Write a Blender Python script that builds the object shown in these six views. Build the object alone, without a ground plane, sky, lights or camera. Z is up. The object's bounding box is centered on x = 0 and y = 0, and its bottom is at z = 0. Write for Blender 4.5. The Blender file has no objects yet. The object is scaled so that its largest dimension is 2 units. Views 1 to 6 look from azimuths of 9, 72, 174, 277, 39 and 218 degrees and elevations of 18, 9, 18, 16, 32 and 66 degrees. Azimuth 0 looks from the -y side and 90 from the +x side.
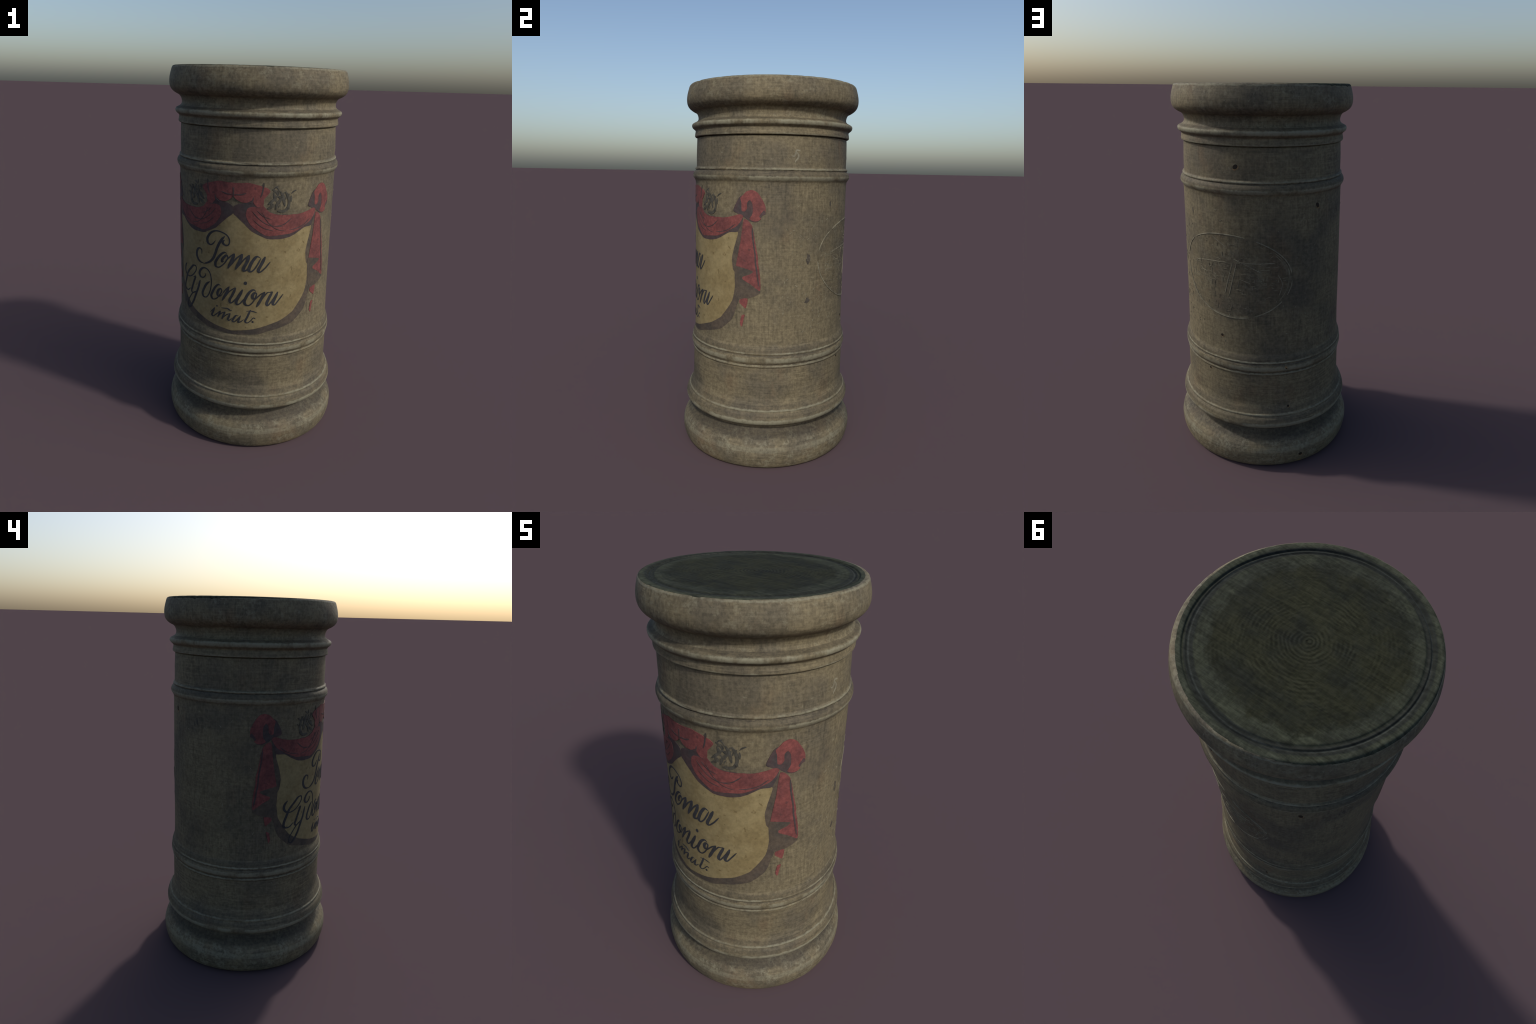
"""Old turned-wood apothecary jar with a lid, painted grey-brown, with a draped
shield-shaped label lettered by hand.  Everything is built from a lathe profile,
pen strokes and painted patches laid on the turned surface (metres, z up)."""
import bpy, math, random
from mathutils import Vector, Matrix
from mathutils.geometry import delaunay_2d_cdt
from mathutils import noise as mnoise

rng = random.Random(7)
AXIS_AZ = -6.0            # azimuth of the painted label's middle line (0 = -y, 90 = +x)
ARC = 0.424               # mean wall radius, used to unroll the wall

# ---------------------------------------------------------------- lathe profiles (radius, height)
BODY_PROFILE = [
    (0.0, 0.006), (0.20, 0.004), (0.40, 0.002), (0.461, 0.0), (0.472, 0.003), (0.482, 0.012), (0.4912, 0.031), (0.4970, 0.055),
    (0.5000, 0.080), (0.4985, 0.102), (0.4925, 0.122), (0.4820, 0.141), (0.4670, 0.158), (0.4510, 0.172),
    (0.4350, 0.184), (0.4255, 0.197), (0.4230, 0.210), (0.4285, 0.222), (0.4460, 0.2310), (0.4640, 0.2375), (0.4745, 0.2455), (0.4800, 0.258),
    (0.4802, 0.269), (0.4770, 0.282), (0.4725, 0.294), (0.4660, 0.302), (0.4632, 0.306), (0.4640, 0.311), (0.4630, 0.316), (0.4580, 0.3190),
    (0.4540, 0.328), (0.4485, 0.341), (0.4438, 0.355), (0.4408, 0.367), (0.4395, 0.376), (0.4390, 0.395), (0.4385, 0.440),
    (0.4380, 0.500), (0.4373, 0.536), (0.4376, 0.5405), (0.4412, 0.5445), (0.4420, 0.5495), (0.4412, 0.5535), (0.4385, 0.5565), (0.4400, 0.5610),
    (0.4445, 0.568), (0.4477, 0.577), (0.4487, 0.587), (0.4478, 0.596), (0.4448, 0.6045), (0.4420, 0.6085), (0.4440, 0.6125),
    (0.4450, 0.6180), (0.4425, 0.6225), (0.4405, 0.632), (0.4370, 0.642), (0.4330, 0.651), (0.4305, 0.659), (0.4295, 0.670),
    (0.4285, 0.700), (0.4268, 0.768), (0.4252, 0.880), (0.4245, 0.980), (0.4240, 1.238), (0.4237, 1.438), (0.4240, 1.474),
    (0.4252, 1.484), (0.4262, 1.489), (0.4300, 1.496), (0.4352, 1.504), (0.4385, 1.512), (0.4388, 1.519), (0.4365, 1.529),
    (0.4310, 1.538), (0.4255, 1.5425), (0.4232, 1.5455), (0.4262, 1.5490), (0.4268, 1.5545), (0.4245, 1.5580), (0.4196, 1.5615),
    (0.4186, 1.573), (0.4184, 1.605), (0.4172, 1.660), (0.4150, 1.706), (0.4142, 1.714), (0.4060, 1.7185), (0.3900, 1.7190),
]
LID_PROFILE = [
    (0.3900, 1.7215), (0.4080, 1.7200), (0.4180, 1.7195), (0.4240, 1.7200), (0.4268, 1.7235), (0.4272, 1.7290), (0.4260, 1.7370), (0.4243, 1.7465),
    (0.4235, 1.7525), (0.4250, 1.7565), (0.4320, 1.7630), (0.4395, 1.7700), (0.4425, 1.7775), (0.4425, 1.7845), (0.4395, 1.7900),
    (0.4325, 1.7945), (0.4225, 1.7995), (0.4135, 1.8060), (0.4088, 1.8130), (0.4072, 1.8215), (0.4082, 1.8310), (0.4115, 1.8415),
    (0.4165, 1.8500), (0.4230, 1.8555), (0.4335, 1.8605), (0.4450, 1.8675), (0.4555, 1.8765), (0.4630, 1.8875), (0.4672, 1.9010),
    (0.4688, 1.9170), (0.4675, 1.9360), (0.4635, 1.9560), (0.4582, 1.9735), (0.4545, 1.9840), (0.4505, 1.9895), (0.4445, 1.9922),
    (0.4250, 1.9925), (0.4180, 1.9910), (0.4140, 1.9865), (0.4105, 1.9858), (0.4075, 1.9882), (0.4040, 1.9898), (0.4010, 1.9885),
    (0.3975, 1.9868), (0.3930, 1.9875), (0.3880, 1.9905), (0.3600, 1.9913), (0.2000, 1.9916), (0.0, 1.9917),
]


def curve_through(pts, step):
    """Centripetal Catmull-Rom through the points, resampled about every `step`."""
    P = [Vector(p) for p in pts]
    P = [P[0] * 2 - P[1]] + P + [P[-1] * 2 - P[-2]]
    out = []
    for i in range(1, len(P) - 2):
        p0, p1, p2, p3 = P[i - 1:i + 3]
        t0 = 0.0
        t1 = t0 + max((p1 - p0).length, 1e-6) ** 0.5
        t2 = t1 + max((p2 - p1).length, 1e-6) ** 0.5
        t3 = t2 + max((p3 - p2).length, 1e-6) ** 0.5
        ln = (p2 - p1).length
        n = max(1, int(math.ceil(ln / (min(step, 0.0025) if ln < 0.02 else step))))
        for k in range(n):
            t = t1 + (t2 - t1) * k / n
            a1 = p0 * ((t1 - t) / (t1 - t0)) + p1 * ((t - t0) / (t1 - t0))
            a2 = p1 * ((t2 - t) / (t2 - t1)) + p2 * ((t - t1) / (t2 - t1))
            a3 = p2 * ((t3 - t) / (t3 - t2)) + p3 * ((t - t2) / (t3 - t2))
            b1 = a1 * ((t2 - t) / (t2 - t0)) + a2 * ((t - t0) / (t2 - t0))
            b2 = a2 * ((t3 - t) / (t3 - t1)) + a3 * ((t - t1) / (t3 - t1))
            out.append(b1 * ((t2 - t) / (t2 - t1)) + b2 * ((t - t1) / (t2 - t1)))
    out.append(P[-2].copy())
    return out


def centre(z):
    """The turned axis leans very slightly towards +x."""
    return -0.001 + 0.0045 * z + 0.003 * ramp(z, [(0.2, 0.0), (0.45, 1.0), (1.6, 1.0), (1.9, 0.0)]), 0.0005 + 0.001 * z


def ramp(z, stops):
    for (z0, v0), (z1, v1) in zip(stops, stops[1:]):
        if z < z1:
            return v0 + (v1 - v0) * max(0.0, (z - z0)) / (z1 - z0)
    return stops[-1][1]


def oval_amount(z):
    """The shrunken wood is oval: wide across azimuths 45 and 225 below, the other way at the lid."""
    return ramp(z, [(0.0, 0.007), (0.2, 0.0078), (1.0, 0.0078), (1.6, 0.0), (1.9, -0.004), (2.0, -0.004)])


def swell_amount(z):
    return ramp(z, [(0.0, 0.0), (0.2, 0.0), (0.4, 0.15), (0.9, 0.3), (1.6, 0.3), (1.9, 0.0)])


def lid_tilt(r, az, z):
    """The lid sits a little askew, high towards azimuth 238."""
    return 0.0032 * (r / 0.45) * math.cos(math.radians(az - 238)) * ramp(z, [(1.75, 0.0), (1.90, 1.0), (2.1, 1.0)]) + 0.0030 * ramp(z, [(1.95, 0.0), (1.985, 1.0), (2.1, 1.0)])


def wobble(az, z):
    """Uneven turning and age: out-of-round and shallow waviness of the surface."""
    a = math.radians(az)
    w = oval_amount(z) * (math.cos(2 * (a - math.radians(45))) + swell_amount(z)) + 0.0005 * math.cos(3 * a + 1.9 + 2.0 * z)
    w += 0.0009 * mnoise.noise(Vector((1.9 * math.cos(a), 1.9 * math.sin(a), 2.3 * z)))
    w += 0.00045 * mnoise.noise(Vector((6 * math.cos(a), 6 * math.sin(a), 7 * z + 3)))
    return w


def ring_point(r, az, z):
    a = math.radians(az)
    cx, cy = centre(z)
    f = min(1.0, r / 0.35)
    rr = r + wobble(az, z) * f
    return Vector((cx + rr * math.sin(a), cy - rr * math.cos(a), z + lid_tilt(r, az, z)))


def wall_radius(z):
    """Outermost radius of the body at a height."""
    hits = [r0 + (r1 - r0) * (z - z0) / (z1 - z0) for (r0, z0), (r1, z1) in zip(BODY_PROFILE, BODY_PROFILE[1:]) if min(z0, z1) <= z <= max(z0, z1) and abs(z1 - z0) > 1e-6 and r0 > 0.41]
    return max(hits) if hits else ARC


def on_wall(az, z, lift):
    return ring_point(wall_radius(z) + lift, az, z)


# ---------------------------------------------------------------- materials
class Nodes:
    def __init__(self, name):
        self.mat = bpy.data.materials.new(name)
        self.mat.use_nodes = True
        self.t = self.mat.node_tree
        self.bsdf = self.t.nodes["Principled BSDF"]
        self.obj = self.t.nodes.new("ShaderNodeTexCoord").outputs["Object"]

    def put(self, sock, v):
        if isinstance(v, bpy.types.NodeSocket):
            self.t.links.new(v, sock)
        else:
            sock.default_value = v

    def math(self, op, a, b=0.0, c=0.0, clamp=False):
        n = self.t.nodes.new("ShaderNodeMath")
        n.operation, n.use_clamp = op, clamp
        for s, v in zip(n.inputs, (a, b, c)):
            self.put(s, v)
        return n.outputs[0]

    def noise(self, scale, detail=4.0, rough=0.55, stretch=(1, 1, 1), turn=0.0, shift=0.0):
        m = self.t.nodes.new("ShaderNodeMapping")
        self.t.links.new(self.obj, m.inputs["Vector"])
        m.inputs["Rotation"].default_value = (0, 0, turn)
        m.inputs["Location"].default_value = (shift, shift * 0.7, shift * 1.3)
        m.inputs["Scale"].default_value = stretch
        n = self.t.nodes.new("ShaderNodeTexNoise")
        n.inputs["Scale"].default_value = scale
        n.inputs["Detail"].default_value = detail
        n.inputs["Roughness"].default_value = rough
        self.t.links.new(m.outputs[0], n.inputs["Vector"])
        return n.outputs["Fac"]

    def step(self, v, lo, hi, a=0.0, b=1.0):
        n = self.t.nodes.new("ShaderNodeMapRange")
        n.interpolation_type = "SMOOTHSTEP"
        for s, x in zip(n.inputs, (v, lo, hi, a, b)):
            self.put(s, x)
        return n.outputs[0]

    def mix(self, f, a, b, mode="MIX"):
        n = self.t.nodes.new("ShaderNodeMix")
        n.data_type, n.blend_type = "RGBA", mode
        self.put(n.inputs[0], f)
        for s, v in ((n.inputs[6], a), (n.inputs[7], b)):
            self.put(s, (*v, 1) if isinstance(v, tuple) else v)
        return n.outputs[2]

    def xyz(self):
        n = self.t.nodes.new("ShaderNodeSeparateXYZ")
        self.t.links.new(self.obj, n.inputs[0])
        return n.outputs

    def radius(self):
        x, y, _ = self.xyz()
        return self.math("SQRT", self.math("ADD", self.math("MULTIPLY", x, x), self.math("MULTIPLY", y, y)))

    def band(self, v, lo, hi, soft):
        return self.math("MULTIPLY", self.step(v, lo - soft, lo + soft), self.step(v, hi - soft, hi + soft, 1.0, 0.0))

    def grade(self, col, v):
        """Multiply a colour by a value."""
        return self.mix(1.0, col, self.grey(v), "MULTIPLY")

    def grey(self, v):
        n = self.t.nodes.new("ShaderNodeCombineColor")
        for s in n.inputs[:3]:
            self.put(s, v)
        return n.outputs[0]

    def finish(self, col, rough=0.72, bump=None, bump_strength=0.25, bump_dist=0.004, spec=0.25):
        self.put(self.bsdf.inputs["Base Color"], col)
        self.put(self.bsdf.inputs["Roughness"], rough)
        self.bsdf.inputs["Specular IOR Level"].default_value = spec
        if bump is not None:
            b = self.t.nodes.new("ShaderNodeBump")
            b.inputs["Strength"].default_value = bump_strength
            b.inputs["Distance"].default_value = bump_dist
            self.put(b.inputs["Height"], bump)
            self.t.links.new(b.outputs[0], self.bsdf.inputs["Normal"])
        return self.mat


BROWN = (0.124, 0.104, 0.063)       # aged grey-brown paint
SLATE = (0.084, 0.073, 0.050)       # cooler, dirtier patches
RUSSET = (0.106, 0.076, 0.045)
WORN = (0.190, 0.182, 0.128)
DARK_BAND = (0.026, 0.022, 0.017)       # darker colour along the grooves and ledges        # rubbed crests and chips


def painted_wood(name, crests=(), vertical=1.0, level=1.0, flaking=0.0, dark_bands=(), smudges=()):
    """Brushed old paint: woven brush marks, cool dirty patches, pale flecks; the
    crests of the mouldings (height ranges) are rubbed through in broken patches."""
    k = Nodes(name)
    base = k.mix(k.step(k.noise(4.2, 5, 0.6), 0.40, 0.66), BROWN, SLATE)
    base = k.mix(k.step(k.noise(5.5, 4, 0.6, (1, 1, 0.5), shift=9), 0.55, 0.72, 0.0, 0.55), base, RUSSET)
    up = k.noise(1.0, 6, 0.75, (95, 95, 9.0))
    across = k.noise(1.0, 6, 0.75, (7.0, 7.0, 120), shift=4)
    worn_brush = k.step(k.noise(6, 4, 0.6, shift=31), 0.32, 0.68, 0.22, 0.75)
    fine = k.noise(60, 4, 0.7, shift=2)
    weave = k.math("ADD", k.math("MULTIPLY", up, vertical), k.math("MULTIPLY", across, 2.0 - vertical))
    weave = k.math("MULTIPLY", k.math("SUBTRACT", weave, 1.0), worn_brush)
    weave = k.math("ADD", k.math("ADD", weave, 0.45), k.math("MULTIPLY", fine, 0.70))           # about 0.8
    col = k.grade(base, k.step(weave, 0.55, 1.05, 0.60 * level, 1.44 * level))
    for az, z, size, amount in smudges:
        p = ring_point(ARC, az, z)
        d = k.t.nodes.new("ShaderNodeVectorMath")
        d.operation = "DISTANCE"
        k.t.links.new(k.obj, d.inputs[0])
        d.inputs[1].default_value = p
        far = k.math("MULTIPLY_ADD", k.noise(13, 6, 0.75, (1, 1, 0.6), shift=az), size * 1.9, d.outputs["Value"])
        col = k.mix(k.step(far, size * 1.05, size * 2.0, amount * 0.75, 0.0), col, (0.046, 0.041, 0.035))
    flecks = k.math("MULTIPLY", k.step(k.noise(75, 3, 0.6, shift=6), 0.62, 0.74), k.step(k.noise(7, 3, 0.6, shift=3), 0.42, 0.62))
    col = k.mix(k.math("MULTIPLY", flecks, 0.55), col, WORN)
    if flaking:
        loss = k.math("MULTIPLY", k.step(k.noise(16, 6, 0.7, shift=8), 0.50, 0.60), k.step(fine, 0.35, 0.62))
        col = k.mix(k.math("MULTIPLY", loss, flaking), col, WORN)
    if dark_bands:
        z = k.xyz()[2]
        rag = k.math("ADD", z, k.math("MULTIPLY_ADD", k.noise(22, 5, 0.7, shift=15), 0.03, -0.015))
        for lo, hi, amount in dark_bands:
            col = k.mix(k.math("MULTIPLY", k.band(rag, lo, hi, (hi - lo) * 0.22), k.step(fine, 0.2, 0.7, amount, amount * 0.75)), col, DARK_BAND)
    if crests:
        z = k.xyz()[2]
        rag = k.math("ADD", z, k.math("MULTIPLY_ADD", k.noise(34, 4, 0.65, shift=5), 0.016, -0.008))
        kept = k.step(k.noise(5, 5, 0.7, (1, 1, 0.4), shift=12), 0.36, 0.52)
        tex = k.step(fine, 0.25, 0.6, 0.45, 1.0)
        for lo, hi, amount in crests:
            b = k.band(rag, lo, hi, min(0.003, (hi - lo) * 0.4))
            col = k.mix(k.math("MULTIPLY", k.math("MULTIPLY", b, kept), k.math("MULTIPLY", tex, amount)), col, WORN)
    return k.finish(col, 0.74, weave, 0.30, 0.003)


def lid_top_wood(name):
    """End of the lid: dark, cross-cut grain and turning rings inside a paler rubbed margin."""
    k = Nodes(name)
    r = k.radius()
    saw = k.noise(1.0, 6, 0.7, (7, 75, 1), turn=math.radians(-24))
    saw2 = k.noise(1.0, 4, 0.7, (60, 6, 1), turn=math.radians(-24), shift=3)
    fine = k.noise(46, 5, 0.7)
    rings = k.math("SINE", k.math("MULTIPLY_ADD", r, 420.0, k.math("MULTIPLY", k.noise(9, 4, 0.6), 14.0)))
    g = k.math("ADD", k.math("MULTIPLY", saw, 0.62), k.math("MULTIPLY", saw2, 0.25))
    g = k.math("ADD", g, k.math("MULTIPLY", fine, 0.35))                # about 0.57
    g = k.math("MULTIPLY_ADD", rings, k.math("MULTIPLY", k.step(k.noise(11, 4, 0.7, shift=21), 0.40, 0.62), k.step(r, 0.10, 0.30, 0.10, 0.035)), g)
    inner = k.mix(k.step(k.noise(5, 5, 0.65), 0.38, 0.65), (0.022, 0.023, 0.013), (0.0145, 0.016, 0.012))  # inner and margin colours darkened to carry the lid top's missing sunlight
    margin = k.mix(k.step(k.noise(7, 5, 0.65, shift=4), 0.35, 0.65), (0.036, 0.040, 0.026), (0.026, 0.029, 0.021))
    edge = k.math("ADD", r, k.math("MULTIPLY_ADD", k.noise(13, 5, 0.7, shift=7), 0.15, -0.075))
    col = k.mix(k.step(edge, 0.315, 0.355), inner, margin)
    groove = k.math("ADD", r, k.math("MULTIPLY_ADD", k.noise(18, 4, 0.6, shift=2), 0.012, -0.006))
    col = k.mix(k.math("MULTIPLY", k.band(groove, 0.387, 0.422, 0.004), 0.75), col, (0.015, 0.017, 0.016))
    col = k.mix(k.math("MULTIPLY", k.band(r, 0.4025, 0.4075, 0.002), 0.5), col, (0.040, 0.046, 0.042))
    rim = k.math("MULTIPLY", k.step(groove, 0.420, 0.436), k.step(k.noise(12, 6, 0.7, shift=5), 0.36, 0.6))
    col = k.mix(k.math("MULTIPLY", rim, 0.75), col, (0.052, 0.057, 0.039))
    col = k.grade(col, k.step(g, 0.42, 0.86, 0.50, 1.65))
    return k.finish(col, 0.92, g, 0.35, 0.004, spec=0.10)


def flat_paint(name, colour, other, scale=9.0, spread=(0.4, 0.65), grain=0.25, specks=None, streak=(1, 1, 1)):
    k = Nodes(name)
    col = k.mix(k.step(k.noise(scale, 5, 0.65, streak), *spread), colour, other)
    fine = k.noise(55, 4, 0.7, shift=3)
    col = k.grade(col, k.step(fine, 0.25, 0.75, 1 - grain, 1 + grain))
    if specks:
        s = k.step(k.noise(38, 2, 0.5, shift=5), 0.66, 0.74)
        col = k.mix(k.math("MULTIPLY", s, 0.7), col, specks)
    return k.finish(col, 0.7, fine, 0.2, 0.002)


# ---------------------------------------------------------------- mesh helpers
def new_object(name, mesh, parent, mat, smooth=True):
    mesh.materials.append(mat)
    if smooth:
        mesh.polygons.foreach_set("use_smooth", [True] * len(mesh.polygons))
    ob = bpy.data.objects.new(name, mesh)
    bpy.context.scene.collection.objects.link(ob)
    ob.parent = parent
    return ob


def lathe(profile, segs, step, chips=None):
    """Turn a profile into one closed-round surface; returns (vertices, faces, row heights)."""
    rows = curve_through(profile, step)
    verts, faces, first = [], [], []
    for p in rows:
        r, z = max(p.x, 0.0), p.y
        first.append(len(verts))
        if r < 1e-4:
            cx, cy = centre(z)
            verts.append(Vector((cx, cy, z)))
        else:
            for s in range(segs):
                az = 360.0 * s / segs
                dr, dz = chips(r, az, z) if chips else (0.0, 0.0)
                q = ring_point(r + dr, az, z)
                q.z += dz
                verts.append(q)
    for i in range(len(rows) - 1):
        a, b = first[i], first[i + 1]
        na = (first[i + 1] - a)
        nb = (first[i + 2] if i + 2 < len(first) else len(verts)) - b
        for s in range(segs):
            t = (s + 1) % segs
            if na == 1 and nb > 1:
                faces.append((a, b + t, b + s))
            elif nb == 1 and na > 1:
                faces.append((a + s, a + t, b))
            else:
                faces.append((a + s, a + t, b + t, b + s))
    return verts, faces, rows


def split_surface(verts, faces, regions, pick):
    """Cut one smooth surface into named meshes that keep the whole surface's normals."""
    whole = bpy.data.meshes.new("whole_surface")
    whole.from_pydata(verts, [], faces)
    whole.update()
    normals = [v.normal.copy() for v in whole.vertices]
    parts = {}
    for f in faces:
        c = sum((verts[i] for i in f), Vector()) / len(f)
        parts.setdefault(pick(c), []).append(f)
    out = {}
    for key, fs in parts.items():
        used = sorted({i for f in fs for i in f})
        index = {v: n for n, v in enumerate(used)}
        me = bpy.data.meshes.new(key)
        me.from_pydata([verts[i] for i in used], [], [tuple(index[i] for i in f) for f in fs])
        me.update()
        me.polygons.foreach_set("use_smooth", [True] * len(me.polygons))
        me.normals_split_custom_set_from_vertices([normals[i] for i in used])
        out[key] = me
    bpy.data.meshes.remove(whole)
    return out


def smooth_outline(pts, step=0.006):
    """Closed outline (azimuth, height) rounded through its points, in unrolled metres."""
    P = [Vector((math.radians(a) * ARC, z)) for a, z in pts]
    n = len(P)
    out = []
    for i in range(n):
        p0, p1, p2, p3 = P[i - 1], P[i], P[(i + 1) % n], P[(i + 2) % n]
        m = max(1, int((p2 - p1).length / step))
        t1, t2 = (p2 - p0) * 0.35, (p3 - p1) * 0.35
        lim = (p2 - p1).length
        for t in (t1, t2):
            if t.length > lim:
                t *= lim / t.length
        for k in range(m):
            u = k / m
            h0, h1 = 2 * u**3 - 3 * u**2 + 1, u**3 - 2 * u**2 + u
            h2, h3 = -2 * u**3 + 3 * u**2, u**3 - u**2
            out.append(p1 * h0 + t1 * h1 + p2 * h2 + t2 * h3)
    return out


def inside(p, poly):
    hit = False
    for a, b in zip(poly, poly[1:] + poly[:1]):
        if (a.y > p.y) != (b.y > p.y) and p.x < (b.x - a.x) * (p.y - a.y) / (b.y - a.y) + a.x:
            hit = not hit
    return hit


def patch_mesh(name, pts, lift):
    """A painted patch: the outline filled and laid on the wall as a thin layer with its own edge."""
    poly = smooth_outline(pts)
    rag = 0.0012
    poly = [p + Vector((mnoise.noise(Vector((p.x * 45, p.y * 45, 1))), mnoise.noise(Vector((p.x * 45, p.y * 45, 9))))) * rag for p in poly]
    xs, ys = [p.x for p in poly], [p.y for p in poly]
    grid, g = [], 0.012
    y = min(ys)
    while y < max(ys):
        x = min(xs)
        while x < max(xs):
            q = Vector((x + 0.31 * g * math.sin(91 * y), y))
            if inside(q, poly) and min((q - b).length for b in poly) > 0.004:
                grid.append(q)
            x += g
        y += g
    n = len(poly)
    cdt = delaunay_2d_cdt(poly + grid, [(i, (i + 1) % n) for i in range(n)], [], 0, 1e-7)
    v2, tris = cdt[0], [f for f in cdt[2]]
    keep = [f for f in tris if inside(sum((v2[i] for i in f), Vector((0, 0))) / 3, poly)]
    edges = {}
    faces = []
    for f in keep:
        a, b, c = f
        if (v2[b] - v2[a]).cross(v2[c] - v2[a]) < 0:
            f = [a, c, b]
        faces.append(tuple(f))
        for i, j in zip(f, list(f[1:]) + [f[0]]):
            edges[(i, j)] = True
    verts = [on_wall(math.degrees(p.x / ARC), p.y, lift) for p in v2]
    rim = [(i, j) for (i, j) in edges if (j, i) not in edges]
    low = {}
    for i, j in rim:
        for q in (i, j):
            if q not in low:
                low[q] = len(verts)
                verts.append(on_wall(math.degrees(v2[q].x / ARC), v2[q].y, -0.002))
        faces.append((j, i, low[i], low[j]))
    me = bpy.data.meshes.new(name)
    me.from_pydata(verts, [], faces)
    me.update()
    return me


def stroke_data(path, width, lift, pen="swell", slope=0.0006, hair=0.44):
    """One brush or pen stroke along (azimuth, height) points: swells on the way down, thin on the way up."""
    pts = [Vector((math.radians(a) * ARC, z)) for a, z in path]
    line = curve_through(pts, 0.003)
    n = len(line)
    left, right = [], []
    for i, p in enumerate(line):
        d = line[min(i + 1, n - 1)] - line[max(i - 1, 0)]
        d = d.normalized() if d.length > 1e-9 else Vector((0, -1))
        if pen == "swell":
            w = width * (hair + (1 - hair) * max(0.0, -d.y) ** 1.3)
        else:
            w = width
        e = min(i, n - 1 - i) / max(1.0, min(6.0, n * 0.25))
        w *= min(1.0, 0.35 + 0.65 * e)
        left.append([p, w])
    for _ in range(3):
        ws = [x[1] for x in left]
        for i in range(1, n - 1):
            left[i][1] = 0.25 * ws[i - 1] + 0.5 * ws[i] + 0.25 * ws[i + 1]
    verts, faces = [], []
    for i, (p, w) in enumerate(left):
        d = line[min(i + 1, n - 1)] - line[max(i - 1, 0)]
        d = d.normalized() if d.length > 1e-9 else Vector((0, -1))
        s = Vector((-d.y, d.x)) * (w * 0.5)
        h = lift + slope * i / n
        for q, hh in ((p + s, -0.002), (p + s, h), (p, h + 0.0002), (p - s, h), (p - s, -0.002)):
            verts.append(on_wall(math.degrees(q.x / ARC), q.y, hh))
    for i in range(n - 1):
        a, b = 5 * i, 5 * i + 5
        for c in range(4):
            faces.append((a + c, b + c, b + c + 1, a + c + 1))
    faces.append((0, 1, 2, 3, 4))
    e = 5 * (n - 1)
    faces.append((e + 4, e + 3, e + 2, e + 1, e))
    return verts, faces


def strokes_mesh(name, strokes):
    verts, faces = [], []
    for v, f in strokes:
        o = len(verts)
        verts += v
        faces += [tuple(i + o for i in q) for q in f]
    me = bpy.data.meshes.new(name)
    me.from_pydata(verts, [], faces)
    me.update()
    return me


def spot_data(az, z, rx, rz, lift, tilt=0.0, n=20, ragged=0.12):
    verts = [on_wall(az, z, lift + 0.0003)]
    for level in (lift, -0.002):
        for i in range(n):
            a = math.tau * i / n
            k = 1 + ragged * mnoise.noise(Vector((math.cos(a) * 1.7, math.sin(a) * 1.7, az + 10 * z)))
            x, y = rx * k * math.cos(a), rz * k * math.sin(a)
            x, y = x * math.cos(tilt) - y * math.sin(tilt), x * math.sin(tilt) + y * math.cos(tilt)
            verts.append(on_wall(az + math.degrees(x / ARC), z + y, level))
    faces = [(0, 1 + i, 1 + (i + 1) % n) for i in range(n)]
    faces += [(1 + i, 1 + n + i, 1 + n + (i + 1) % n, 1 + (i + 1) % n) for i in range(n)]
    return verts, faces


def mirrored(pts):
    return [(2 * AXIS_AZ - a, z) for a, z in pts]


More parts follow.
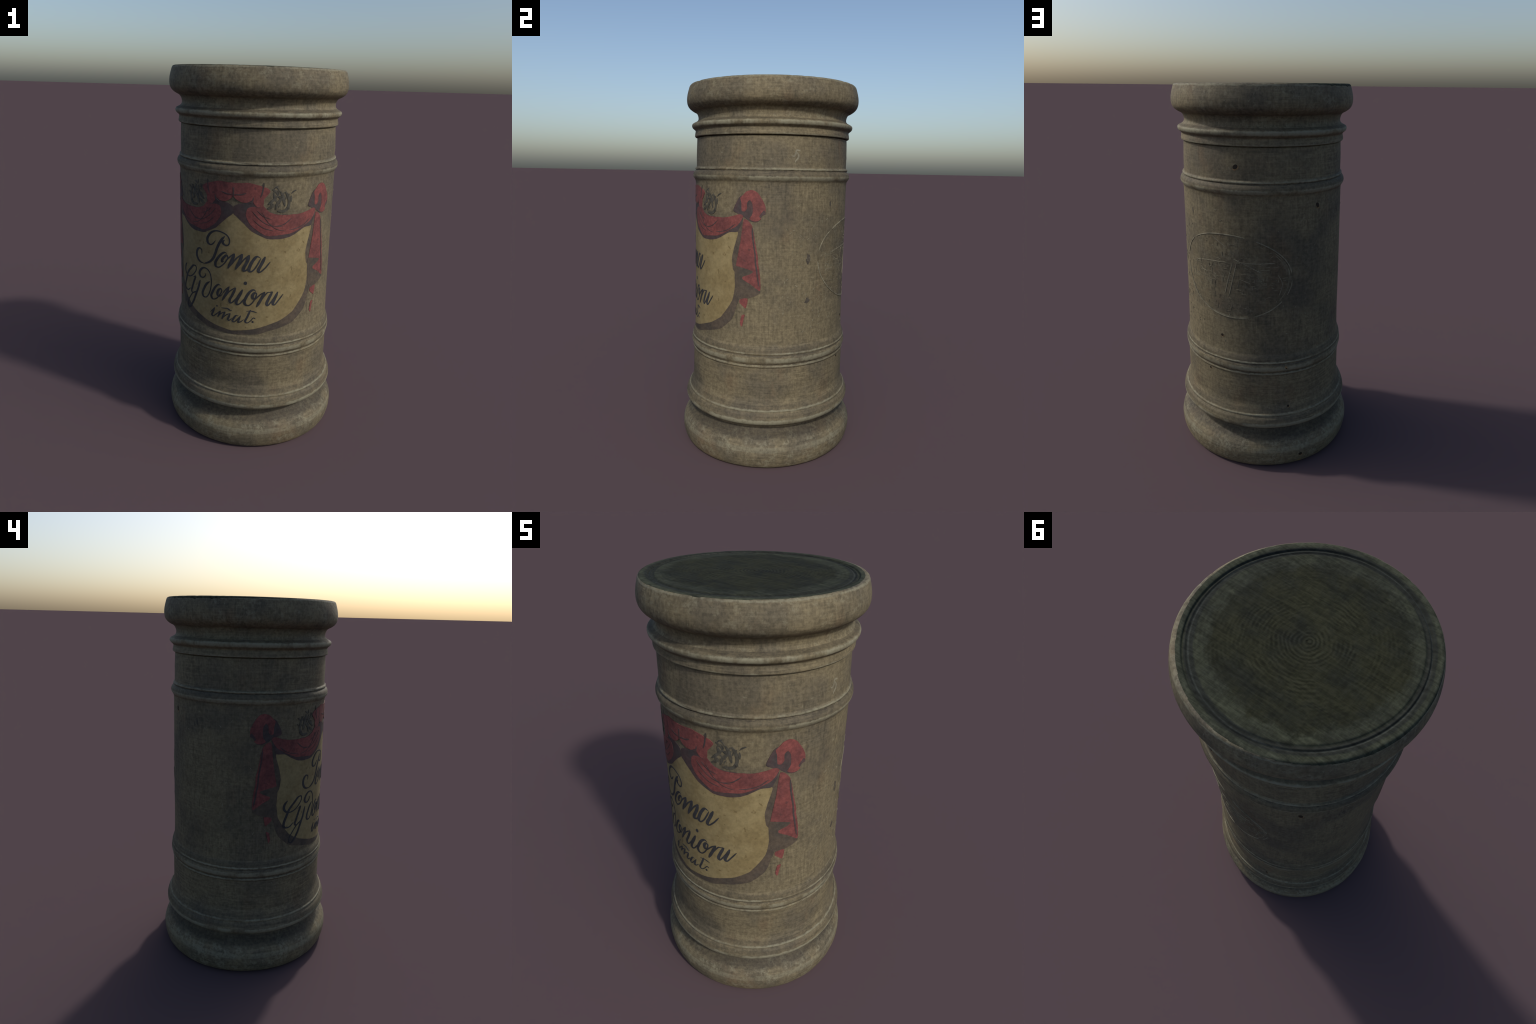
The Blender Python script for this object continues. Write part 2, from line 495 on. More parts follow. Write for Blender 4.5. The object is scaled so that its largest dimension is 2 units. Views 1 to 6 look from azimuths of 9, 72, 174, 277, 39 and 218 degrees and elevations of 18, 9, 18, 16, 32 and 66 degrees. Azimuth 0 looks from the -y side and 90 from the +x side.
# ---------------------------------------------------------------- hand-drawn strokes and outlines (azimuth in degrees, height)
LETTERS = [
    ("P", 0.0155, [
        [(-11.7, 1.188), (-13.8, 1.171), (-15.9, 1.147), (-17.8, 1.117), (-19.2, 1.087), (-21.0, 1.06), (-23.7, 1.039), (-26.6, 1.027), (-29.2, 1.02)],
        [(-31.5, 1.068), (-31.6, 1.089), (-33.5, 1.097), (-35.8, 1.087), (-37.0, 1.064), (-36.3, 1.042), (-33.6, 1.024), (-29.2, 1.02)],
        [(-11.9, 1.169), (-13.2, 1.155), (-12.1, 1.145), (-9.8, 1.142), (-8.3, 1.154), (-8.3, 1.175), (-10.1, 1.195), (-14.3, 1.208), (-18.4, 1.21), (-22.2, 1.198), (-24.9, 1.178), (-26.1, 1.156), (-25.4, 1.138), (-23.1, 1.131), (-20.7, 1.142), (-19.0, 1.158)],
    ]),
    ("o", 0.0155, [
        [(-9.9, 1.1), (-11.6, 1.104), (-14.2, 1.092), (-17.2, 1.065), (-19.0, 1.038), (-18.5, 1.021), (-16.2, 1.019), (-13.4, 1.033), (-10.7, 1.056), (-9.2, 1.08), (-9.9, 1.091), (-11.5, 1.083), (-13.4, 1.063), (-13.4, 1.052), (-12.0, 1.056)],
    ]),
    ("m", 0.0165, [
        [(-11.5, 1.053), (-7.9, 1.083), (-4.7, 1.105)],
        [(-4.4, 1.105), (-5.9, 1.073), (-9.1, 1.021)],
        [(-7.3, 1.035), (-3.4, 1.077), (0.9, 1.107)],
        [(1.2, 1.106), (-0.5, 1.07), (-3.5, 1.021)],
        [(-1.8, 1.035), (1.7, 1.073), (5.7, 1.104)],
        [(5.9, 1.103), (4.4, 1.067), (2.1, 1.03), (2.3, 1.019), (4.0, 1.022), (6.6, 1.047)],
    ]),
    ("a", 0.0165, [
        [(13.1, 1.091), (10.9, 1.097), (8.4, 1.076), (6.4, 1.045), (5.8, 1.023), (7.0, 1.016), (9.3, 1.029), (11.8, 1.06), (13.6, 1.089)],
        [(16.4, 1.097), (14.2, 1.06), (12.1, 1.024), (12.9, 1.015), (16.0, 1.033), (19.9, 1.07)],
    ]),
    ("C", 0.0155, [
        [(-51.5, 0.978), (-53.8, 0.96), (-54.4, 0.936), (-52.8, 0.919), (-49.1, 0.911), (-44.3, 0.92), (-40.1, 0.945), (-37.8, 0.97), (-38.4, 0.987), (-41.3, 0.986), (-45.1, 0.962), (-49.2, 0.933), (-52.2, 0.891), (-54.1, 0.856), (-54.2, 0.837), (-52.3, 0.826), (-49.1, 0.828), (-45.5, 0.848)],
    ]),
    ("y", 0.0140, [
        [(-41.7, 0.918), (-38.9, 0.928), (-40.7, 0.896), (-43.0, 0.856), (-44.0, 0.838), (-42.8, 0.827), (-39.6, 0.836), (-35.5, 0.853)],
        [(-33.3, 0.919), (-35.3, 0.873), (-38.2, 0.825), (-41.0, 0.783), (-44.3, 0.749), (-47.2, 0.731), (-48.9, 0.739), (-48.7, 0.764), (-46.5, 0.79), (-41.9, 0.827), (-35.5, 0.853)],
    ]),
    ("d", 0.0150, [
        [(-23.8, 0.928), (-26.5, 0.912), (-29.1, 0.881), (-30.6, 0.85), (-29.5, 0.835), (-27.1, 0.835), (-24.7, 0.854), (-22.9, 0.889), (-22.3, 0.935), (-23.5, 0.974), (-26.1, 0.993), (-29.6, 0.995), (-32.9, 0.977), (-34.0, 0.955), (-32.5, 0.94), (-29.6, 0.942), (-27.9, 0.955), (-27.4, 0.967)],
    ]),
    ("o", 0.0140, [
        [(-14.5, 0.918), (-15.8, 0.925), (-18.4, 0.91), (-21.1, 0.876), (-22.2, 0.851), (-20.8, 0.837), (-18.3, 0.842), (-15.5, 0.864), (-13.5, 0.892), (-14.0, 0.904), (-15.5, 0.899), (-16.9, 0.879), (-16.6, 0.863), (-14.8, 0.862), (-12.6, 0.879)],
    ]),
    ("n", 0.0140, [
        [(-12.9, 0.879), (-10.2, 0.906), (-8.1, 0.923)],
        [(-7.8, 0.924), (-9.6, 0.891), (-13.1, 0.839)],
        [(-11.2, 0.858), (-7.6, 0.897), (-3.2, 0.924)],
        [(-3.0, 0.921), (-5.3, 0.882), (-7.4, 0.847), (-6.5, 0.835), (-4.8, 0.843), (-2.4, 0.869)],
    ]),
    ("i", 0.0155, [
        [(-2.4, 0.869), (-0.0, 0.896), (1.6, 0.916)],
        [(1.8, 0.916), (-0.2, 0.882), (-2.5, 0.844), (-1.8, 0.831), (0.2, 0.838), (2.8, 0.865)],
    ]),
    ("o", 0.0155, [
        [(11.0, 0.91), (9.4, 0.919), (6.8, 0.906), (4.1, 0.871), (3.2, 0.848), (4.4, 0.833), (6.5, 0.832), (9.0, 0.85), (10.8, 0.877), (11.4, 0.899), (10.1, 0.903), (8.7, 0.885), (9.3, 0.87), (12.7, 0.885)],
    ]),
    ("r", 0.0155, [
        [(10.5, 0.865), (13.9, 0.893), (16.4, 0.907)],
        [(17.0, 0.909), (14.8, 0.872), (11.7, 0.825)],
        [(13.6, 0.85), (16.9, 0.888), (19.1, 0.906), (20.4, 0.906)],
    ]),
    ("u", 0.0155, [
        [(20.2, 0.904), (21.8, 0.909)],
        [(22.3, 0.909), (20.0, 0.875), (18.5, 0.842), (19.3, 0.833), (21.6, 0.853), (25.2, 0.896)],
        [(25.9, 0.906), (24.1, 0.872), (22.8, 0.842), (23.8, 0.835), (26.5, 0.858), (29.9, 0.892)],
    ]),
    ("i", 0.0112, [
        [(-22.9, 0.757), (-20.7, 0.776), (-19.2, 0.79)],
        [(-19.1, 0.791), (-20.2, 0.768), (-21.4, 0.745), (-20.2, 0.74), (-17.4, 0.761)],
    ]),
    ("m", 0.0112, [
        [(-18.3, 0.748), (-16.0, 0.768), (-14.4, 0.779)],
        [(-14.2, 0.779), (-15.3, 0.759), (-16.5, 0.741)],
        [(-16.0, 0.748), (-13.0, 0.77), (-10.6, 0.78)],
        [(-10.5, 0.78), (-11.8, 0.758), (-12.9, 0.734)],
        [(-12.2, 0.744), (-9.4, 0.765), (-6.7, 0.776)],
        [(-6.6, 0.776), (-7.8, 0.753), (-8.4, 0.741), (-7.5, 0.735), (-5.2, 0.752)],
        [(-13.8, 0.798), (-11.1, 0.8), (-8.7, 0.801), (-7.0, 0.794), (-5.4, 0.794)],
    ]),
    ("a", 0.0112, [
        [(-0.8, 0.769), (-2.3, 0.769), (-4.2, 0.749), (-4.9, 0.735), (-3.7, 0.731), (-1.6, 0.746), (0.7, 0.769)],
        [(0.9, 0.771), (-0.5, 0.743), (-0.5, 0.732), (0.9, 0.736), (3.1, 0.751)],
    ]),
    ("t", 0.0112, [
        [(7.7, 0.807), (5.5, 0.766), (4.2, 0.74), (5.4, 0.733), (7.8, 0.745), (9.9, 0.763), (11.2, 0.758)],
        [(4.7, 0.797), (7.6, 0.801), (12.0, 0.794)],
    ]),
]
DOTS = [(3.6, 0.952, 0.0085), (-17.2, 0.803, 0.0045), (9.3, 0.74, 0.0055)]
SHAPES = {
    "cream": [(-6.1, 1.31), (-9.2, 1.291), (-13.8, 1.26), (-18.7, 1.227), (-24.0, 1.206), (-29.8, 1.189), (-39.0, 1.187), (-44.8, 1.195), (-50.1, 1.213), (-55.9, 1.236), (-61.8, 1.24), (-61.7, 1.212), (-59.5, 1.159), (-58.1, 1.108), (-58.9, 1.05), (-60.8, 1.028), (-60.7, 0.971), (-59.8, 0.919), (-58.5, 0.883), (-54.6, 0.836), (-48.8, 0.784), (-40.3, 0.746), (-30.5, 0.719), (-23.1, 0.702), (-15.9, 0.691), (-6.1, 0.681), (0.0, 0.68)],
    "halo": [(-67.5, 1.292), (-66.6, 1.237), (-65.5, 1.169), (-64.0, 1.107), (-61.1, 1.057), (-62.2, 1.017), (-62.9, 0.96), (-63.9, 0.894), (-62.0, 0.857), (-60.2, 0.81), (-57.1, 0.773), (-49.6, 0.725), (-40.5, 0.702), (-31.1, 0.684), (-24.9, 0.67), (-14.7, 0.665), (-6.0, 0.661), (0.1, 0.661)],
    "swag_shade": [(-65.8, 1.318), (-65.2, 1.291), (-63.4, 1.261), (-61.6, 1.24), (-55.9, 1.236), (-50.1, 1.213), (-44.8, 1.195), (-39.0, 1.187), (-29.8, 1.188), (-24.0, 1.206), (-18.7, 1.226), (-13.8, 1.26), (-9.2, 1.29), (-6.1, 1.31), (-6.4, 1.344), (-9.4, 1.359), (-14.5, 1.366), (-18.8, 1.379), (-25.2, 1.359), (-29.7, 1.327), (-35.4, 1.312), (-42.2, 1.31), (-44.1, 1.307), (-51.7, 1.309), (-59.0, 1.319), (-63.7, 1.329)],
    "swag": [(-65.8, 1.32), (-64.0, 1.294), (-61.3, 1.269), (-56.0, 1.248), (-50.2, 1.226), (-44.9, 1.212), (-39.8, 1.209), (-29.8, 1.203), (-24.6, 1.22), (-19.9, 1.245), (-16.5, 1.273), (-14.7, 1.306), (-15.5, 1.337), (-18.8, 1.348), (-23.4, 1.345), (-25.5, 1.357), (-29.7, 1.326), (-35.4, 1.311), (-42.2, 1.308), (-51.7, 1.309), (-59.0, 1.32), (-63.7, 1.33)],
    "knot": [(-6.4, 1.46), (-11.5, 1.462), (-16.7, 1.464), (-23.4, 1.452), (-28.3, 1.44), (-30.3, 1.425), (-28.3, 1.405), (-26.4, 1.388), (-25.8, 1.355), (-22.2, 1.348), (-19.6, 1.365), (-18.8, 1.381), (-15.5, 1.368), (-11.9, 1.367), (-8.4, 1.379), (-6.2, 1.394)],
    "bow": [(-80.9, 1.342), (-80.7, 1.372), (-78.7, 1.403), (-76.1, 1.432), (-73.6, 1.447), (-70.7, 1.45), (-67.5, 1.441), (-65.0, 1.421), (-63.6, 1.41), (-64.4, 1.385), (-64.7, 1.347), (-66.7, 1.343), (-68.3, 1.357), (-68.5, 1.389), (-70.3, 1.4), (-72.0, 1.384), (-72.4, 1.358), (-72.0, 1.329), (-70.1, 1.308), (-73.3, 1.296), (-76.2, 1.299), (-78.1, 1.311), (-76.7, 1.32), (-78.3, 1.34), (-80.1, 1.353)],
    "bow_shade": [(-81.0, 1.334), (-79.7, 1.358), (-72.5, 1.401), (-65.0, 1.422), (-62.5, 1.411), (-60.0, 1.378), (-58.5, 1.345), (-62.5, 1.329), (-65.6, 1.32), (-68.9, 1.304), (-72.9, 1.292), (-76.4, 1.297), (-78.8, 1.326)],
    "tail": [(-68.7, 1.301), (-66.5, 1.305), (-65.5, 1.274), (-64.3, 1.201), (-62.6, 1.127), (-61.2, 1.067), (-61.6, 1.067), (-67.1, 1.059), (-73.2, 1.046), (-73.4, 1.041), (-71.1, 1.028), (-66.1, 1.013), (-66.5, 0.999), (-71.7, 0.978), (-77.9, 0.946), (-78.5, 0.979), (-77.8, 1.035), (-76.5, 1.088), (-76.6, 1.113), (-74.8, 1.174), (-73.4, 1.234), (-72.0, 1.275), (-70.1, 1.293)],
    "tail_fold": [(-72.2, 1.264), (-72.9, 1.204), (-74.5, 1.128), (-74.9, 1.082), (-75.6, 1.054), (-76.3, 1.017), (-77.6, 0.966)],
    "tail_shade": [(-61.2, 1.069), (-73.2, 1.047), (-71.1, 1.026), (-66.1, 1.013), (-66.6, 0.998), (-77.9, 0.951), (-78.4, 0.935), (-75.2, 0.919), (-69.8, 0.903), (-63.9, 0.9), (-60.7, 0.965)],
    "tail_tip": [(-69.9, 0.902), (-64.7, 0.896), (-64.3, 0.878), (-67.2, 0.859), (-68.8, 0.852)],
    "tail_end": [(-68.1, 0.818), (-65.9, 0.812), (-64.8, 0.771), (-66.1, 0.754), (-67.0, 0.783)],
}
FOLDS = {
    "leaf": [[(-25.9, 1.467), (-25.2, 1.443), (-24.9, 1.421)], [(-37.0, 1.426), (-39.1, 1.393), (-40.3, 1.352)], [(-35.3, 1.405), (-32.4, 1.383), (-29.0, 1.362)], [(-33.1, 1.361), (-31.4, 1.349), (-28.7, 1.341)], [(-40.6, 1.424), (-42.9, 1.39), (-43.1, 1.355), (-40.2, 1.322)], [(-39.2, 1.396), (-35.0, 1.362), (-34.1, 1.337)], [(-43.8, 1.343), (-39.7, 1.327), (-35.3, 1.329)]],
    "swag_fold": [[(-59.7, 1.277), (-55.1, 1.251), (-49.2, 1.236), (-44.0, 1.232)], [(-45.5, 1.29), (-39.7, 1.26), (-34.5, 1.254)], [(-41.7, 1.225), (-34.4, 1.241), (-28.9, 1.278), (-25.3, 1.323)], [(-39.6, 1.25), (-29.7, 1.26), (-23.4, 1.29), (-18.8, 1.327)], [(-33.3, 1.229), (-25.8, 1.247), (-19.9, 1.283)], [(-31.8, 1.287), (-25.8, 1.305), (-22.2, 1.33)]],
    "knot_fold": [[(-25.8, 1.457), (-24.9, 1.416), (-24.0, 1.396)], [(-19.4, 1.396), (-18.8, 1.376), (-16.6, 1.364)], [(-14.5, 1.414), (-11.4, 1.406), (-7.0, 1.404)], [(-6.5, 1.44), (-6.0, 1.42), (-5.7, 1.393)]],
}

# ---------------------------------------------------------------- the jar
jar = bpy.data.objects.new("apothecary_jar", None)
jar.empty_display_size = 0.2
jar["label"] = "old turned wooden apothecary jar with lid and painted lettered label"
jar["category"] = "wooden jar"
bpy.context.scene.collection.objects.link(jar)

M_WALL = painted_wood("brushed_grey_brown_paint", vertical=1.1, smudges=[(-90, 1.24, 0.15, 0.45), (-102, 1.40, 0.10, 0.3), (-172, 1.36, 0.12, 0.3), (-162, 0.98, 0.12, 0.4), (136, 1.24, 0.09, 0.3), (-118, 0.82, 0.12, 0.25), (75, 1.30, 0.13, 0.4)])
M_PANEL = painted_wood("stamped_panel_paint", vertical=1.0, level=0.88, flaking=0.22)
M_NECK = painted_wood("neck_paint", vertical=0.9, smudges=[(-100, 1.64, 0.08, 0.4), (170, 1.63, 0.08, 0.4)])
M_RING = painted_wood("upper_ring_paint", crests=[(1.498, 1.518, 0.9), (1.549, 1.5575, 0.9)], vertical=0.6, dark_bands=[(1.519, 1.546, 0.4), (1.5425, 1.5475, 0.7)])
M_LOWRING = painted_wood("lower_ring_paint", crests=[(0.570, 0.594, 0.9), (0.547, 0.5545, 0.75), (0.614, 0.622, 1.0)], vertical=0.5, dark_bands=[(0.623, 0.650, 0.4), (0.603, 0.611, 0.6), (0.5555, 0.5605, 0.6)])
M_BAND = painted_wood("lower_band_paint", vertical=0.6)
M_SHOULDER = painted_wood("shoulder_paint", crests=[(0.240, 0.270, 1.0), (0.309, 0.318, 0.8)], vertical=0.5, dark_bands=[(0.319, 0.345, 0.35), (0.278, 0.305, 0.3)])
M_FOOT = painted_wood("foot_paint", crests=[(0.100, 0.125, 0.4)], vertical=0.6, flaking=0.5, dark_bands=[(0.156, 0.222, 0.7)])
M_LIDSIDE = painted_wood("lid_paint", crests=[(1.984, 1.9905, 0.7)], vertical=1.0, flaking=0.35, smudges=[(-75, 1.95, 0.06, 0.6), (-100, 1.94, 0.06, 0.5), (-50, 1.95, 0.05, 0.5), (170, 1.93, 0.08, 0.4)])
M_COLLAR = painted_wood("lid_collar_paint", crests=[(1.768, 1.790, 1.0), (1.7195, 1.7265, 0.85)], vertical=0.5, dark_bands=[(1.792, 1.815, 0.45)])
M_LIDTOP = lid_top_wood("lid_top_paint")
M_CREAM = flat_paint("cream_label_paint", (0.205, 0.165, 0.082), (0.165, 0.128, 0.060), 8.0, grain=0.16, specks=(0.10, 0.072, 0.030))
M_HALO = flat_paint("dark_brown_shading", (0.070, 0.055, 0.041), (0.048, 0.041, 0.034), 12.0)
M_RED = flat_paint("red_drapery_paint", (0.150, 0.046, 0.042), (0.105, 0.036, 0.035), 10.0, grain=0.3, specks=(0.06, 0.028, 0.028))
M_FOLD = flat_paint("dark_fold_paint", (0.056, 0.036, 0.036), (0.044, 0.038, 0.038), 14.0)
M_LEAF = flat_paint("dark_foliage_paint", (0.060, 0.055, 0.042), (0.040, 0.039, 0.034), 24.0, grain=0.4)
M_INK = flat_paint("black_lettering_paint", (0.030, 0.031, 0.035), (0.024, 0.024, 0.026), 15.0)
M_CHIP = flat_paint("pale_scratch", (0.190, 0.175, 0.122), (0.120, 0.110, 0.080), 20.0)
M_SCRATCH = flat_paint("rubbed_scratch", (0.150, 0.138, 0.096), (0.100, 0.086, 0.060), 16.0, grain=0.4)
M_HOLE = flat_paint("woodworm_hole_dark", (0.012, 0.009, 0.006), (0.018, 0.012, 0.007), 30.0)
M_RAW = flat_paint("raw_wood_chip", (0.200, 0.130, 0.062), (0.150, 0.095, 0.045), 40.0)
M_STAIN = flat_paint("dark_scuff", (0.062, 0.053, 0.041), (0.050, 0.044, 0.036), 30.0)


def body_chips(r, az, z):
    """Nicks along the foot's and the shoulder's crests."""
    a = math.radians(az)
    d = 0.0
    for zc, w, depth in ((0.262, 0.010, 0.0016), (0.551, 0.004, 0.0012), (0.617, 0.004, 0.0012), (1.554, 0.004, 0.0022), (1.515, 0.009, 0.0010)):
        f = max(0.0, 1 - abs(z - zc) / w)
        if f > 0:
            n = mnoise.noise(Vector((11 * math.cos(a), 11 * math.sin(a), 3 * zc)))
            d -= depth * f * max(0.0, n - 0.12) * 2.2
    if z < 0.2:
        d += 0.0008 * mnoise.noise(Vector((9 * math.cos(a), 9 * math.sin(a), 18 * z)))
    return d, 0.0


def lid_chips(r, az, z):
    a = math.radians(az)
    d = dz = 0.0
    if r > 0.43 and z > 1.975:
        n = mnoise.noise(Vector((14 * math.cos(a), 14 * math.sin(a), 5)))
        c = max(0.0, n - 0.18) * 2.0
        d, dz = -0.0012 * c, -0.0012 * c
    elif r < 0.43 and z > 1.98:
        dz = 0.0011 * mnoise.noise(Vector((8 * r * math.cos(a), 8 * r * math.sin(a), 1)))
    return d, dz


def body_region(c):
    for name, top in (("foot", 0.206), ("shoulder_moulding", 0.375), ("lower_band", 0.538), ("lower_ring", 0.664), ("wall", 1.486), ("upper_ring", 1.571)):
        if c.z < top:
            return name
    return "neck"


def lid_region(c):
    if c.z < 1.803:
        return "lid_collar"
    r = math.hypot(c.x, c.y)
    return "lid_top" if (c.z > 1.97 and r < 0.4470) else "lid"


bv, bf, _ = lathe(BODY_PROFILE, 360, 0.0035, body_chips)
body_mats = {"foot": M_FOOT, "shoulder_moulding": M_SHOULDER, "lower_band": M_BAND, "lower_ring": M_LOWRING, "wall": M_WALL, "upper_ring": M_RING, "neck": M_NECK}
body = {}
for name, me in split_surface(bv, bf, None, body_region).items():
    body[name] = new_object(name, me, jar, body_mats[name], smooth=False)

lv, lf, _ = lathe(LID_PROFILE, 360, 0.0035, lid_chips)
lid_mats = {"lid_collar": M_COLLAR, "lid_top": M_LIDTOP, "lid": M_LIDSIDE}
lid_parts = split_surface(lv, lf, None, lid_region)
lid = new_object("lid", lid_parts["lid"], jar, M_LIDSIDE, smooth=False)
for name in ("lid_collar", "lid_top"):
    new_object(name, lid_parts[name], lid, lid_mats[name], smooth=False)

# ---------------------------------------------------------------- painted label
left_cream = SHAPES["cream"]
label = new_object("painted_label", patch_mesh("painted_label", left_cream + mirrored(left_cream[1:])[::-1], 0.0012), jar, M_CREAM, smooth=False)
left_halo = SHAPES["halo"]
halo_top = [(-6.0, 1.30)]
new_object("label_shading", patch_mesh("label_shading", left_halo + mirrored(left_halo)[::-1] + [(45.0, 1.27), (20.0, 1.215), (-6.0, 1.29), (-32.0, 1.215), (-57.0, 1.27)], 0.0007), label, M_HALO, smooth=False)

for flip in (False, True):
    side = mirrored if flip else (lambda p: p)
    for key, name, lift, mat in (
        ("swag_shade", "swag_outline", 0.0016, M_FOLD), ("bow_shade", "bow_outline", 0.0017, M_FOLD), ("tail_shade", "drape_shading", 0.0016, M_HALO),
        ("swag", "swag", 0.0022, M_RED), ("bow", "bow", 0.0023, M_RED), ("tail", "drape_tail", 0.0021, M_RED),
        ("tail_tip", "drape_tip", 0.0022, M_RED), ("tail_end", "drape_tip", 0.0022, M_RED),
    ):
        new_object(name, patch_mesh(name, side(SHAPES[key]), lift), label, mat, smooth=False)
    new_object("fold_line", strokes_mesh("fold_line", [stroke_data(side(p), 0.0075, 0.0027, "swell") for p in FOLDS["swag_fold"]]), label, M_FOLD, smooth=False)
    new_object("fold_line", strokes_mesh("fold_line", [stroke_data(side(SHAPES["tail_fold"]), 0.008, 0.0027, "even")]), label, M_FOLD, smooth=False)
    new_object("fold_line", strokes_mesh("fold_line", [stroke_data(side(p), 0.007, 0.0030, "even") for p in FOLDS["knot_fold"]]), label, M_FOLD, smooth=False)
    dabs = [stroke_data(side(p), 0.013, 0.0012 + 0.00015 * i, "even") for i, p in enumerate(FOLDS["leaf"])]
    for i in range(26):
        a, z, turn, ln = rng.gauss(-36.5, 3.6), rng.gauss(1.385, 0.034), rng.uniform(0.7, 2.6), rng.uniform(0.014, 0.034)
        da, dz = math.degrees(ln * math.cos(turn) / ARC), ln * math.sin(turn)
        dabs.append(stroke_data(side([(a, z), (a + da * 0.4, z + dz * 0.6), (a + da, z + dz)]), rng.uniform(0.005, 0.010), 0.0006 + 0.00002 * i, "even"))
    new_object("foliage", strokes_mesh("foliage", dabs), label, M_LEAF, smooth=False)
left_knot = SHAPES["knot"]
new_object("knot", patch_mesh("knot", left_knot + mirrored(left_knot)[::-1], 0.0025), label, M_RED, smooth=False)

for n, (letter, width, paths) in enumerate(LETTERS):
    data = [stroke_data(p, width, 0.0018 + 0.0001 * i + 0.00013 * (n % 4)) for i, p in enumerate(paths)]
    new_object("letter", strokes_mesh("letter", data), label, M_INK, smooth=False)
for az, z, r in DOTS:
    new_object("dot", strokes_mesh("dot", [spot_data(az, z, r, r * 1.1, 0.0019)]), label, M_INK, smooth=False)

# ---------------------------------------------------------------- scratches on the back
oval = []
for i in range(73):
    t = math.tau * i / 72
    a, z = 152.0 + 43.8 * math.cos(t) + 2.5 * math.sin(t) * math.cos(t), 1.075 + 0.219 * math.sin(t) - 0.012 * math.cos(t)
    oval.append((a, z))
arcs = []
for i0, i1 in ((2, 13), (15, 26), (27, 33), (36, 47), (47, 58), (59, 66), (68, 73)):
    arcs.append(stroke_data(oval[i0:i1 + 1], rng.uniform(0.0040, 0.0060), 0.0022, "even"))
for i0, i1, s in ((0, 9, 0.965), (50, 58, 0.97), (66, 72, 0.95), (3, 8, 0.93)):
    arcs.append(stroke_data([(152 + (a - 152) * s, 1.075 + (z - 1.075) * s) for a, z in oval[i0:i1 + 1]], 0.0024, 0.0006, "even"))
scratch = [[(122, 1.128), (134, 1.143), (143, 1.148), (151, 1.151)], [(156, 1.173), (166, 1.142), (175, 1.109)], [(160, 1.157), (172, 1.156), (184, 1.160)],
           [(155, 1.150), (152, 1.070), (149, 0.985)], [(158, 1.150), (155, 1.060), (152, 0.975)], [(140, 1.275), (146, 1.250), (150, 1.232)],
           [(126, 1.10), (130, 1.085), (134, 1.082)], [(160, 1.07), (168, 1.05)], [(186, 1.10), (189, 1.05), (187, 0.99)]]
arcs += [stroke_data(p, 0.0036, 0.0012, "even") for p in scratch]
new_object("oval_panel", patch_mesh("oval_panel", [(152 + (a - 152) * 0.985, 1.075 + (z - 1.075) * 0.985) for a, z in oval[:72:3]], 0.0007), body["wall"], M_PANEL, smooth=False)
outline = new_object("oval_outline", strokes_mesh("oval_outline", arcs), body["wall"], M_CHIP, smooth=False)
arcs = []
for i in range(170):
    t, q = rng.uniform(0, math.tau), rng.uniform(0.1, 0.9) ** 0.5
    a, z, ln = 152 + 42 * q * math.cos(t), 1.075 + 0.205 * q * math.sin(t), rng.uniform(0.008, 0.034)
    if i % 2:
        z = rng.uniform(1.02, 1.145)
        a = 152 + 38 * rng.uniform(-1, 1)
    turn = rng.choice((0.0, 0.1, 1.45, 1.6, -0.3)) + rng.uniform(-0.15, 0.15)
    da, dz = math.degrees(ln * math.cos(turn) / ARC), ln * math.sin(turn)
    arcs.append(stroke_data([(a, z), (a + da * 0.5, z + dz * 0.5 + 0.002), (a + da, z + dz)], rng.uniform(0.0018, 0.0034), 0.0014, "even"))
ob = new_object("oval_scratch", strokes_mesh("oval_scratch", arcs), body["wall"], M_SCRATCH, smooth=False)
ob["kind"] = "stuff"

# small raised blisters and flakes of paint, thickest round azimuth 105
bl = []
for i in range(150):
    az = rng.gauss(104, 13) if i < 80 else rng.uniform(62, 300)
    z = rng.uniform(0.70, 1.30) if i < 80 else rng.uniform(0.68, 1.46)
    if az < 82 and z > 0.7:
        az += 30
    ln, tilt = rng.uniform(0.005, 0.018), rng.uniform(-1.2, 1.2) + 1.57
    da, dz = math.degrees(ln * math.cos(tilt) / ARC), ln * math.sin(tilt)
    bl.append(stroke_data([(az, z), (az + da * 0.6, z + dz * 0.5), (az + da, z + dz)], rng.uniform(0.0020, 0.0042), 0.0009, "even"))
ob = new_object("paint_blister", strokes_mesh("paint_blister", bl), body["wall"], M_CHIP, smooth=False)
ob["kind"] = "stuff"

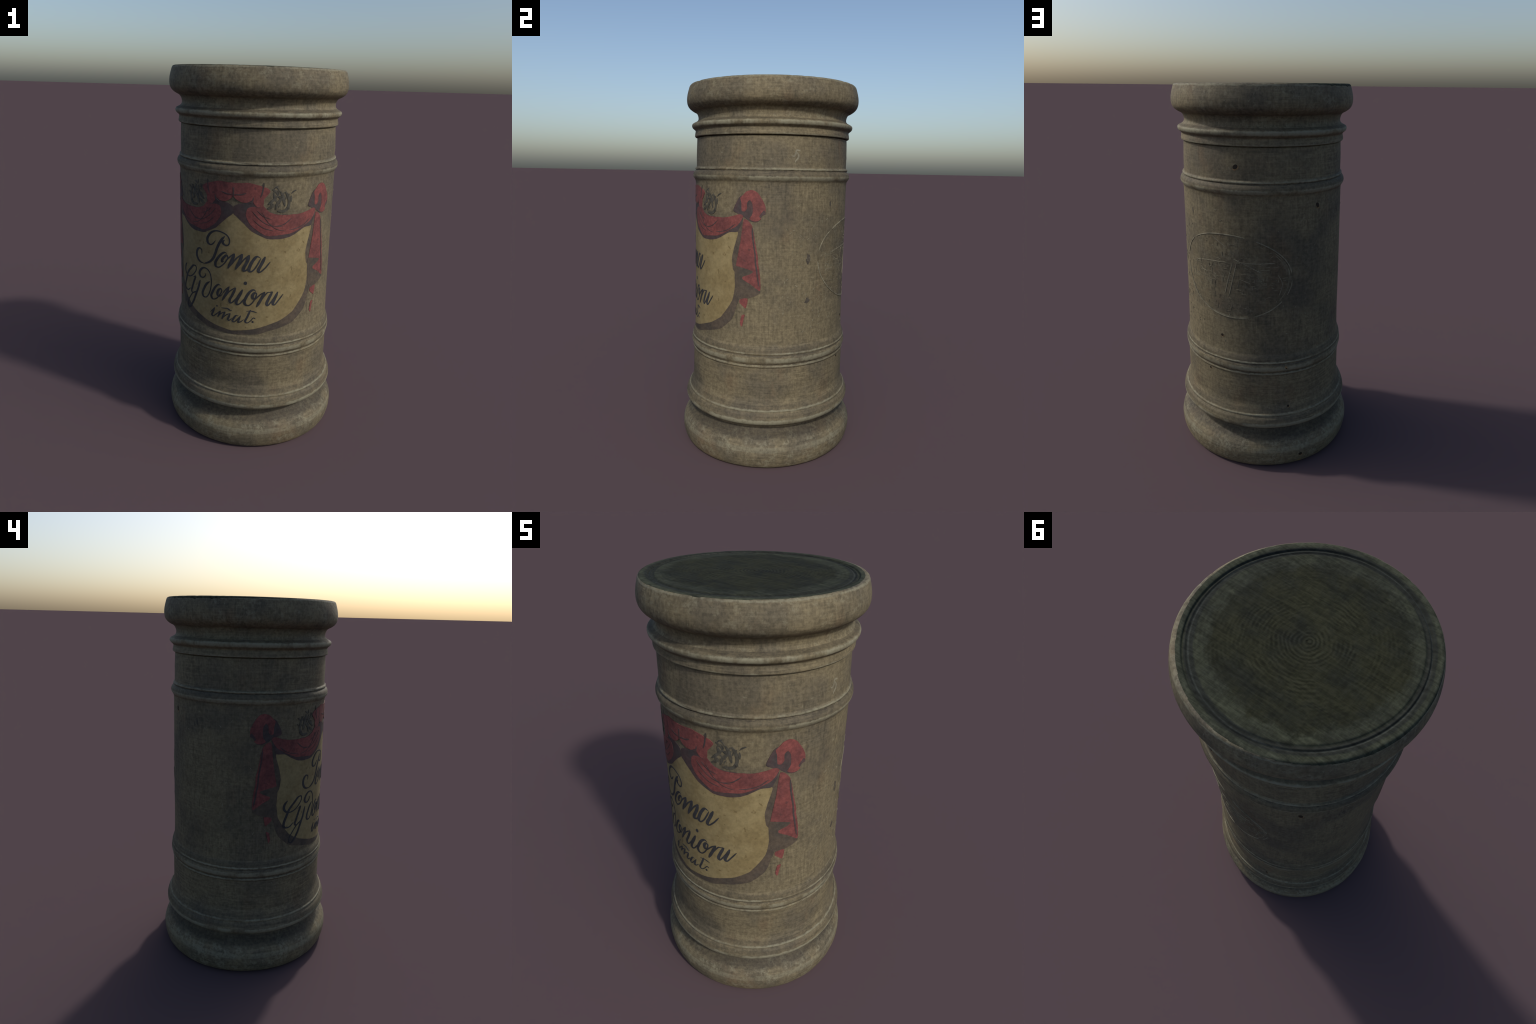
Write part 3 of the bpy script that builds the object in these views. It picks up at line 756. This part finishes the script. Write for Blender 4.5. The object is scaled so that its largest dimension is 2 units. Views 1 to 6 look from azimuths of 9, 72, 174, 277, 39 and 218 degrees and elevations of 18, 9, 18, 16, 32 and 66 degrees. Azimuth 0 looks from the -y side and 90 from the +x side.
# a pale smear of paint on the neck
smear = [[(91.9, 1.645), (90.5, 1.646), (89.1, 1.646), (88.7, 1.634), (88.1, 1.622), (87.2, 1.617), (85.7, 1.619)],
         [(89.0, 1.638), (90.4, 1.626), (90.6, 1.614), (89.8, 1.604), (88.6, 1.595), (88.2, 1.587)]]
new_object("paint_smear", strokes_mesh("paint_smear", [stroke_data(p, 0.0085, 0.0006 + 0.0003 * i, "even") for i, p in enumerate(smear)]), body["neck"], M_CHIP, smooth=False)

for az, z, rx, rz in ((-161.0, 0.022, 0.011, 0.006), (-168.8, 0.590, 0.007, 0.005), (150.0, 0.020, 0.006, 0.004)):
    new_object("wood_chip", strokes_mesh("wood_chip", [spot_data(az, z, rx, rz, 0.0012, ragged=0.4)]), body["foot" if z < 0.2 else "lower_ring"], M_RAW, smooth=False)

# dark scuffs
for az, z, rx, rz, tilt in ((-120, 1.386, 0.007, 0.022, 0.2), (-122.5, 1.375, 0.004, 0.012, 0.1), (99.8, 1.104, 0.011, 0.027, 0.0), (99.9, 0.888, 0.012, 0.018, -0.5), (119, 1.382, 0.006, 0.016, 0.0)):
    new_object("scuff", strokes_mesh("scuff", [spot_data(az, z, rx, rz, 0.0006, tilt, ragged=0.5)]), body["wall"], M_STAIN, smooth=False)

# woodworm holes, each with a broken pale lip on its lower edge
for az, z, rx, rz, tilt, part in ((145.7, 0.745, 0.008, 0.007, 0.0, "wall"), (-144.6, 1.431, 0.009, 0.013, 0.5, "wall"), (158.4, 1.625, 0.014, 0.010, 0.6, "neck"),
                                 (-167.1, 0.352, 0.006, 0.006, 0.6, "shoulder_moulding"), (134.6, 0.530, 0.007, 0.005, 0.0, "lower_band"), (-161.0, 0.070, 0.009, 0.009, 0.0, "foot"), (-168.5, 0.583, 0.004, 0.003, 0.0, "lower_ring")):
    new_object("woodworm_lip", strokes_mesh("woodworm_lip", [spot_data(az + 0.3, z - rz * 0.45, rx * 1.2, rz * 1.05, 0.0006, tilt)]), body[part], M_RAW, smooth=False)
    new_object("woodworm_hole", strokes_mesh("woodworm_hole", [spot_data(az, z, rx, rz, 0.0012, tilt)]), body[part], M_HOLE, smooth=False)
